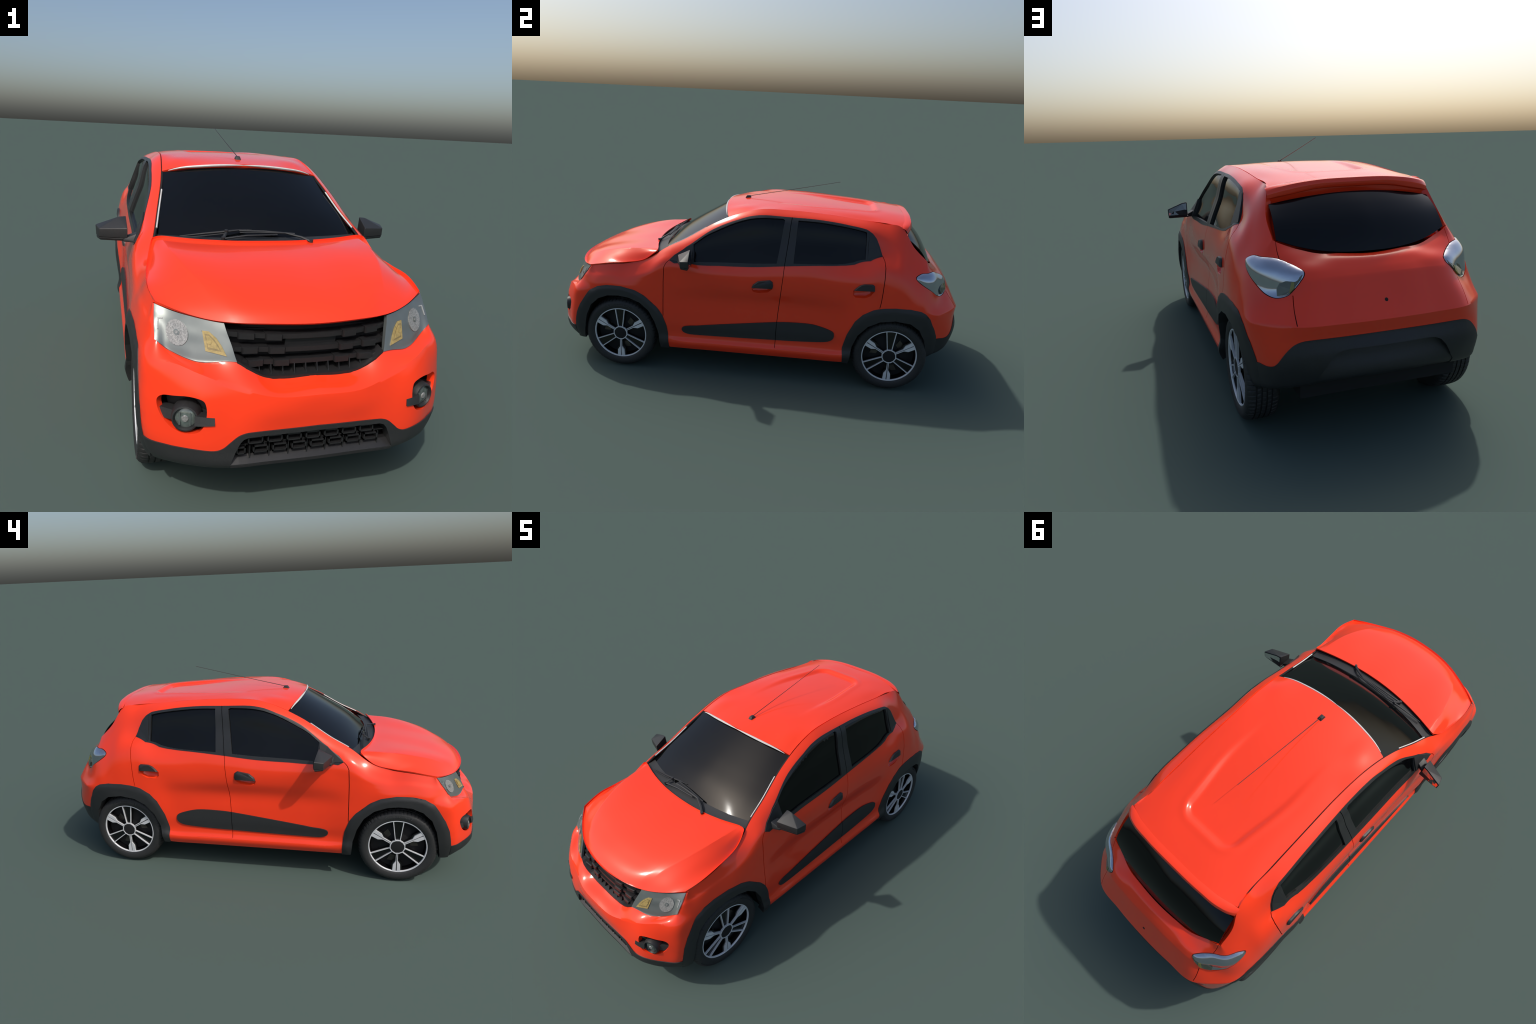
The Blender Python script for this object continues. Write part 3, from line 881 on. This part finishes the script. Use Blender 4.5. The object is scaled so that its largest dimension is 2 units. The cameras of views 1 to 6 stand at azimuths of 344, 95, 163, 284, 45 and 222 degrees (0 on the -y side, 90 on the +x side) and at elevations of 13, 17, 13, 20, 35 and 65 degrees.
# --------------------------------------------------------------------- grille
g = Geo()
def bar(xs, zf, depth0, depth1, h):
    rings = []
    for x in xs:
        z = zf(abs(x))
        a = on_front(abs(x), z, 0); s = 1 if x >= 0 else -1
        y = a[1]
        rings.append([(x, y + depth1, z - h), (x, y + depth0, z - h), (x, y + depth0, z + h), (x, y + depth1, z + h)])
    g.rings(rings)
curve_z = lambda z0: (lambda x: z0 + .10 * x * x)
rowz = [.450, .418, .388]
roww = [.208, .200, .184]
for z0, w in zip(rowz, roww):
    bar(np.linspace(-w, w, 25), curve_z(z0), .012, .04, .006)
g.fix()
g.obj("grille_bar", GRILLE)
def block(x, z, w, h, d0=.003, d1=.03):
    y = on_front(abs(x), z, 0)[1]
    y2 = on_front(abs(abs(x) + w), z, 0)[1] - y
    s = 1 if x > 0 else -1
    gg = Geo()
    def ring(k, d):
        return [(x + a * w * k, y + d + (a * s) * y2, z + b * h * k) for a, b in ((-1, -1), (1, -1), (1, 1), (-1, 1))]
    gg.rings([ring(1.0, d1), ring(1.0, d0 + .004), ring(.88, d0)])
    gg.fix()
    return gg
first = None
for z0, xs in zip(rowz, [(.098, .163), (.090, .155), (.078, .142)]):
    for x in xs:
        for s in (1, -1):
            gg = block(x * s, z0 + .10 * x * x, .0195, .0082)
            gg.obj("grille_block", GRILLE)
g = Geo()
for z0 in (.480, .434, .403):
    pass
# centre badge field: a plain slab between the bars
rings = []
for x in np.linspace(-.066, .066, 13):
    y = on_front(abs(x), .434, 0)[1]
    rings.append([(x, y + .040, .417), (x, y + .024, .417), (x, y + .020, .449), (x, y + .040, .449)])
g.rings(rings); g.fix(); g.obj("grille_centre_panel", GRILLE)
g = Geo()
for x in np.arange(-.132, .133, .0293):
    zt, zb = .386 + .1 * x * x, .355
    y = on_front(abs(x), .372, 0)[1]
    g.rings([[(x - .001, y + .004, zb), (x + .001, y + .004, zb), (x + .001, y + .045, zb), (x - .001, y + .045, zb)],
             [(x - .001, y + .014, zt), (x + .001, y + .014, zt), (x + .001, y + .045, zt), (x - .001, y + .045, zt)]])
g.obj("grille_fin", GRILLE)
# shelf under the grille
g = Geo()
q = resample(np.vstack([g_low, lamp_low[:1]]), .012, False)
P = SIDE(q[:, 0], q[:, 1])
P = np.vstack([P[::-1] * [-1, 1, 1], P[1:]])
rings = [[p + (0, -.0015, -.003), p + (0, -.0015, .004), p + (0, .045, .013), p + (0, .045, -.003)] for p in P]
g.rings(rings); g.fix(); g.obj("grille_surround", GRILLE)

# ----------------------------------------------------------------- lower grille
def frame_block(x, z, w, h, open_side):
    "hollow rectangular cell"
    y = on_front(abs(x), z, 0)[1] + .004
    gg = Geo()
    t = .0032
    for a, b, c, d in ((-w, -h, w, -h + t), (-w, h - t, w, h), (-w, -h, -w + t, h), (w - t, -h, w, h)):
        gg.box((x + a, y, z + b), (x + c, y + .03, z + d))
    return gg
n = 0
for r, (z, sh) in enumerate(((.2235, -.007), (.1985, .007))):
    lim = .184 if r == 0 else .194
    for i in range(-4, 5):
        x = i * .0475 + sh
        w = min(.0185, lim - abs(x))
        if w > .007:
            frame_block(x, z, w, .0092, 0).obj("lower_grille_cell", GRILLE)
g = Geo()
for i in range(-4, 5):
    for x, z0, z1 in ((i * .0475 + .017, .2075, .2145), (i * .0475 - .019, .176, .208)):
        if abs(x) < .188:
            y = on_front(abs(x), .2, 0)[1] + .007
            g.box((x - .001, y, z0), (x + .001, y + .03, z1))
rings = []
for x in np.linspace(-.208, .208, 21):
    y = on_front(abs(x), .166, 0)[1]
    rings.append([(x, y - .002, .158), (x, y - .002, .166), (x, y + .016, .181), (x, y + .045, .183), (x, y + .045, .158)])
g.rings(rings)
rings = []
for x in np.linspace(-.18, .18, 21):
    y = on_front(abs(x), .236, 0)[1]
    rings.append([(x, y + .004, .2335), (x, y + .004, .238), (x, y + .035, .238), (x, y + .035, .2335)])
g.rings(rings)
rings = []
for x in np.linspace(-.186, .186, 21):
    y = on_front(abs(x), .21, 0)[1]
    rings.append([(x, y + .010, .2102), (x, y + .010, .2118), (x, y + .04, .2118), (x, y + .04, .2102)])
g.rings(rings)
g.fix(); g.obj("lower_grille_frame", GRILLE)

# -------------------------------------------------------------------- fog lamp
def oriented(gg, loc, nrm):
    "turn geometry built along +x so that x points along nrm"
    M = Vector((1, 0, 0)).rotation_difference(Vector(nrm)).to_matrix().to_4x4()
    M.translation = loc
    gg.v = [tuple(M @ Vector(v)) for v in gg.v]
    return gg
fc = on_front(.312, .276, -.003)
fn = Vector((.32, -.94, .02)).normalized()
gg = Geo(); gg.lathe_x([(.024, -.012), (.0245, -.002), (.0275, .004), (.031, .003), (.034, -.006), (.036, -.03)], 40)
oriented(gg, fc, fn); pair("fog_light_ring", gg.v, gg.f, PLASTIC, smooth=50)
gg = Geo(); gg.lathe_x([(.0001, .001), (.010, .0005), (.018, -.001), (.0245, -.005)], 40)
oriented(gg, fc, fn); fogs = pair("fog_light_lens", gg.v, gg.f, FOGLENS, smooth=True)
gg = Geo(); gg.lathe_x([(.0001, .0032), (.007, .0026), (.0085, .0008)], 20)
oriented(gg, fc, fn); pair("fog_light_bulb", gg.v, gg.f, REFLECTOR, smooth=True)
gg = Geo()
for dx in (-.0125, .0125):
    gg.add([(.002, dx - .0015, -.016), (.002, dx + .0015, -.016), (.002, dx + .0015, .016), (.002, dx - .0015, .016)], [(0, 1, 2, 3)])
oriented(gg, fc, fn); pair("fog_light_rib", gg.v, gg.f, LAMP)
gg = Geo()
for xs in ((.246, .290), (.334, .374)):
    R = []
    for x in np.linspace(xs[0], xs[1], 8):
        o = .004 if xs[0] < .3 else -.004
        h = .0115 if xs[0] > .3 else .0085 + .003 * (x - xs[0]) / .044
        R.append([on_front(x, .276 - h, o - .03), on_front(x, .276 - h, o), on_front(x, .276 + h, o - .004), on_front(x, .276 + h, o - .03)])
    gg.rings(R)
gg.fix(); pair("fog_light_wing", gg.v, gg.f, PLASTIC)

# --------------------------------------------------------------------- mirrors
def hull(points, name, mat, bevel=.006, parent=CAR):
    me = bpy.data.meshes.new(name)
    bm = bmesh.new()
    for p in points:
        bm.verts.new(p)
    r = bmesh.ops.convex_hull(bm, input=bm.verts)
    loose = [v for v in bm.verts if not v.link_faces]
    bmesh.ops.delete(bm, geom=loose, context="VERTS")
    bmesh.ops.dissolve_limit(bm, angle_limit=math.radians(4), verts=bm.verts, edges=bm.edges)
    if bevel:
        bmesh.ops.bevel(bm, geom=list(bm.edges), offset=bevel, segments=3, profile=.6, affect="EDGES", clamp_overlap=True)
    bmesh.ops.recalc_face_normals(bm, faces=bm.faces)
    v = [tuple(x.co) for x in bm.verts]
    f = [tuple(x.index for x in fc.verts) for fc in bm.faces]
    bm.verts.index_update()
    f = [tuple(x.index for x in fc.verts) for fc in bm.faces]
    bm.free(); bpy.data.meshes.remove(me)
    return pair(name, v, f, mat, smooth=35, parent=parent)
hull([(.412, -.352, .606), (.412, -.349, .573), (.498, -.322, .600), (.498, -.320, .573), (.415, -.292, .637), (.438, -.290, .634), (.510, -.280, .607), (.508, -.279, .573), (.415, -.284, .573)], "mirror_housing", PLASTIC, .011)
hull([(.408, -.350, .572), (.498, -.320, .572), (.508, -.281, .572), (.412, -.284, .572), (.408, -.346, .564), (.494, -.317, .563), (.505, -.284, .563), (.410, -.288, .563)], "mirror_base", PLASTIC, .002)
hull([(.425, -.345, .572), (.425, -.300, .572), (.425, -.345, .562), (.425, -.300, .562), (.380, -.355, .592), (.380, -.315, .590), (.382, -.365, .562), (.382, -.315, .562)], "mirror_arm", PLASTIC, .003)
gg = Geo()
gg.add([(.419, -.2855, .578), (.504, -.2775, .577), (.505, -.2785, .604), (.438, -.2875, .629), (.419, -.289, .631)], [(4, 3, 2, 1, 0)])
pair("mirror_glass", gg.v, gg.f, MIRROR)
# corner sail that carries the mirror
q = side_line([(-.398, .571), (-.292, .562), (-.290, .648), (-.325, .628), (-.377, .592)])
P = SIDE(q[:, 0], q[:, 1]); N = SIDE.normal(q[:, 0], q[:, 1])
gg = Geo(); gg.rings([P, P + N * .004]); gg.fix()
pair("mirror_sail", gg.v, gg.f, PLASTIC)
# quarter window blank behind the rear door glass
q = side_line([(.524, .640), (.585, .656), (.572, .690), (.553, .730), (.536, .748), (.524, .754)])
P = SIDE(q[:, 0], q[:, 1]); N = SIDE.normal(q[:, 0], q[:, 1])
gg = Geo(); gg.rings([P - N * .002, P + N * .0035]); gg.fix()
pair("quarter_trim", gg.v, gg.f, TRIM)

# --------------------------------------------------------------------- wipers
g = Geo()
g.tube([(.141, -.520, .596), (.115, -.502, .606), (.068, -.480, .615), (-.02, -.478, .617), (-.08, -.480, .617)], [.007, .006, .005, .004, .003], 6, .6)
g.tube([(.10, -.478, .612), (0, -.470, .619), (-.079, -.466, .620)], .003, 6)
g.obj("wiper_arm", PLASTIC)
g = Geo()
g.tube([(-.137, -.500, .602), (-.128, -.485, .612), (-.121, -.470, .618)], [.006, .005, .004], 6, .7)
g.tube([(-.137, -.500, .602), (-.06, -.492, .610), (.04, -.487, .611)], [.005, .004, .003], 6, .7)
g.tube([(-.265, -.475, .606), (-.19, -.472, .613), (-.121, -.468, .618), (-.08, -.462, .621), (-.036, -.457, .622)], [.0015, .003, .004, .003, .001], 6)
g.tube([(-.262, -.478, .601), (-.18, -.477, .608), (-.125, -.474, .613)], .0018, 6)
g.obj("wiper_arm", PLASTIC)
g = Geo()
for p in ((.141, -.520, .596), (-.137, -.500, .602), (-.121, -.470, .618)):
    g.tube([(p[0], p[1], p[2] - .006), (p[0], p[1] - .002, p[2] + .006)], .006, 10)
g.obj("wiper_pivot", PLASTIC)

# -------------------------------------------------------------------- antenna
base = hull([(-.011, -.100, .815), (.011, -.100, .815), (.011, -.066, .817), (-.011, -.066, .817), (-.007, -.092, .829), (.007, -.092, .829), (.006, -.076, .830), (-.006, -.076, .830)], "antenna_base", PLASTIC, .0015)
bpy.data.objects.remove(base[1])
g = Geo(); g.tube([(0, -.084, .826), (0, .15, .876), (0, .385, .928)], [.0016, .0012, .0009], 6)
g.obj("antenna_rod", PLASTIC)
# tailgate lock
g = Geo(); g.lathe_x([(.0001, .003), (.0055, .0025), (.0065, 0), (.0065, -.004)], 20)
oriented(g, (0, .9605, .4545), Vector((0, .91, .41)).normalized()); g.obj("tailgate_lock", DARK, smooth=True)

# --------------------------------------------------------------------- wheels
R_T, R_R = .177, .1315
W0, W1 = -.055, .055            # inner and outer face of the tyre, wheel frame

def tyre_mesh():
    prof = [(R_R - .004, W1 - .006), (R_R + .002, W1 - .002), (R_R + .006, W1 + .000), (.150, W1 + .0015), (.160, W1 - .000), (.1675, W1 - .005), (.1722, W1 - .012)]
    tread = [(.1735, W1 - .018, 1), (.1745, W1 - .026, 1), (.1705, W1 - .0265, 0), (.1705, W1 - .0305, 0), (.1750, W1 - .031, 2), (.1755, W1 - .043, 2), (.171, W1 - .0435, 0), (.171, W1 - .0475, 0),
             (.1755, W1 - .048, 3), (.1755, W1 - .060, 3), (.171, W1 - .0605, 0), (.171, W1 - .0645, 0), (.1755, W1 - .065, 2), (.1750, W1 - .077, 2), (.1705, W1 - .0775, 0), (.1705, W1 - .0815, 0), (.1745, W1 - .082, 1), (.1735, W1 - .09, 1)]
    tail = [(.1715, W0 + .013), (.1665, W0 + .006), (.158, W0 + .001), (.145, W0), (R_R, W0 + .003), (R_R - .004, W0 + .006)]
    n, sub = 62, 6
    V, F = [], []
    rows = [(r, x, 4 if i >= 5 else -1) for i, (r, x) in enumerate(prof)] + tread + [(r, x, 4 if i < 2 else -1) for i, (r, x) in enumerate(tail)]
    m = len(rows); N = n * sub
    for k in range(N):
        a0 = 2 * math.pi * k / N
        ph = k % sub
        for r, x, kind in rows:
            rr, a = r * (R_T / .1755 if r > .14 else 1), a0
            if kind in (1, 4) and ph == 0:
                rr -= .0028
            if kind in (2, 3):
                a = a0 + (x - (W0 + W1) / 2) * 1.2 * (1 if kind == 2 else -1)
                if ph == 3:
                    rr -= .002
            V.append((x, rr * math.sin(a), rr * math.cos(a)))
    for k in range(N):
        k2 = (k + 1) % N
        for j in range(m - 1):
            F.append((k * m + j, k2 * m + j, k2 * m + j + 1, k * m + j + 1))
    return V, F

def radial(poly, ang):
    "points (u outward, w sideways) turned to the angle, as (y, z)"
    c, s = math.cos(ang), math.sin(ang)
    return [(u * c - w * s, u * s + w * c) for u, w in poly]

def wheel_parts():
    parts = []
    V, F = tyre_mesh()
    gg = Geo(); gg.add(V, F); parts.append(("tyre", gg, RUBBER, 38))
    # barrel and dish
    gg = Geo()
    gg.lathe_x([(R_R - .002, W0 + .006), (R_R - .012, -.03), (R_R - .014, .0), (.118, .022), (.123, .036), (.1255, .0495)], 72)
    parts.append(("rim_barrel", gg, GLOSSBLACK, 50))
    gg = Geo()
    gg.lathe_x([(.0001, .030), (.05, .028), (.088, .022), (.100, .018), (.1185, .018)], 48)
    parts.append(("brake_disc", gg, DARK, 50))
    gg = Geo()
    for k in range(3):
        a = math.radians(40 + 120 * k)
        gg.prism_x(radial([(.055, -.02), (.085, -.03), (.085, .03), (.055, .02)], a), .015, .028)
    gg.fix(); parts.append(("brake_caliper", gg, BRAKE, 30))
    # outer machined ring
    gg = Geo()
    gg.lathe_x([(.1245, .044), (.1250, .0500), (.1262, .0513), (.1290, .0513), (.1305, .0500), (.131, .044)], 72)
    parts.append(("rim_ring", gg, SILVER, 50))
    # spokes: black bodies with machined faces
    gs, gb = Geo(), Geo()
    xa, xb = .0465, .0505
    for k in range(6):
        a = math.radians(90 + 60 * k)
        if k % 2 == 0:
            gb.prism_x(radial([(.030, -.014), (.127, -.0265), (.127, .0265), (.030, .014)], a), .030, xa - .004)
            for s in (-1, 1):
                gs.prism_x(radial([(.033, s * .0092), (.127, s * .0210), (.127, s * .0248), (.033, s * .0122)], a), xa - .006, xb)
        else:
            gb.prism_x(radial([(.030, -.007), (.070, -.009), (.085, -.022), (.127, -.0245), (.127, .0245), (.085, .022), (.070, .009), (.030, .007)], a), .030, xa - .003)
            for s in (-1, 1):
                gs.prism_x(radial([(.034, s * .0018), (.076, s * .0018), (.127, s * .0024), (.127, s * .0178), (.092, s * .0160), (.074, s * .0046), (.034, s * .0040)], a), xa - .006, xb)
    gb.fix(); gs.fix()
    parts.append(("spoke", gb, GLOSSBLACK, 30))
    parts.append(("spoke_face", gs, SILVER, 30))
    # hub ring with flats, and cap
    gg = Geo()
    m = 12
    def poly(r, x):
        return [(x, r * (1 + .03 * (k % 2)) * math.cos(2 * math.pi * (k + .5) / m), r * (1 + .03 * (k % 2)) * math.sin(2 * math.pi * (k + .5) / m)) for k in range(m)]
    gg.rings([poly(.0305, .044), poly(.0305, .0522), poly(.0345, .0522), poly(.0345, .044)], cap=False)
    parts.append(("hub_ring", gg, SILVER, 20))
    gg = Geo(); gg.rings([poly(.0302, .030), poly(.0302, .0505), poly(.026, .0515)]); gg.fix()
    parts.append(("hub_cap", gg, DARK, 20))
    return parts

def tyre_words():
    "raised lettering on the upper sidewall"
    cu = bpy.data.curves.new("words", "FONT")
    cu.body = "ContiEcoContact 3"
    cu.size = .0135; cu.align_x = "CENTER"; cu.resolution_u = 2; cu.extrude = .0004
    cu.space_character = 1.12
    o = bpy.data.objects.new("words", cu)
    bpy.context.scene.collection.objects.link(o)
    bpy.context.view_layer.update()
    me = o.evaluated_get(bpy.context.evaluated_depsgraph_get()).to_mesh()
    V = [tuple(v.co) for v in me.vertices]; F = [tuple(p.vertices) for p in me.polygons]
    o.to_mesh_clear(); bpy.data.objects.remove(o)
    out = []
    for x, y, z in V:
        r = .1475 + y
        a = -x / .152
        # on the left side of the car the reading direction is towards -y
        out.append((W1 + .0022 + z, r * math.sin(a), r * math.cos(a)))
    return out, F

PARTS = wheel_parts()
WORDS = tyre_words()
marks = Geo()
for k in range(16):          # small raised bars on the sidewall shoulder
    for c in (math.radians(48), math.radians(-132)):
        a = c + math.radians(2.2 * (k - 8))
        marks.prism_x([(r * math.sin(a + d), r * math.cos(a + d)) for r, d in ((.152, 0), (.163, .03), (.163, .037), (.152, .007))], W1 - .004, W1 + .0012)
marks.fix()
PARTS.append(("tyre_rib", marks, RUBBER, 30))
cache = {}
for y in (-.645, .667):
    for side in (1, -1):
        hub = empty("wheel", (.352 * side, y, R_T), CAR)
        for name, gg, mat, sm in PARTS + [("tyre_lettering", None, MARK, 30)]:
            key = (name, side)
            if key not in cache:
                if gg is None:
                    v, f = np.array(WORDS[0]), WORDS[1]
                else:
                    v, f = np.array(gg.v), gg.f
                if side < 0:
                    v, f = mirrored(v, f)
                o = add_mesh(name, v, f, mat, parent=hub, smooth=sm)
                cache[key] = o.data
            else:
                o = bpy.data.objects.new(name, cache[key])
                bpy.context.scene.collection.objects.link(o)
                o.parent = hub
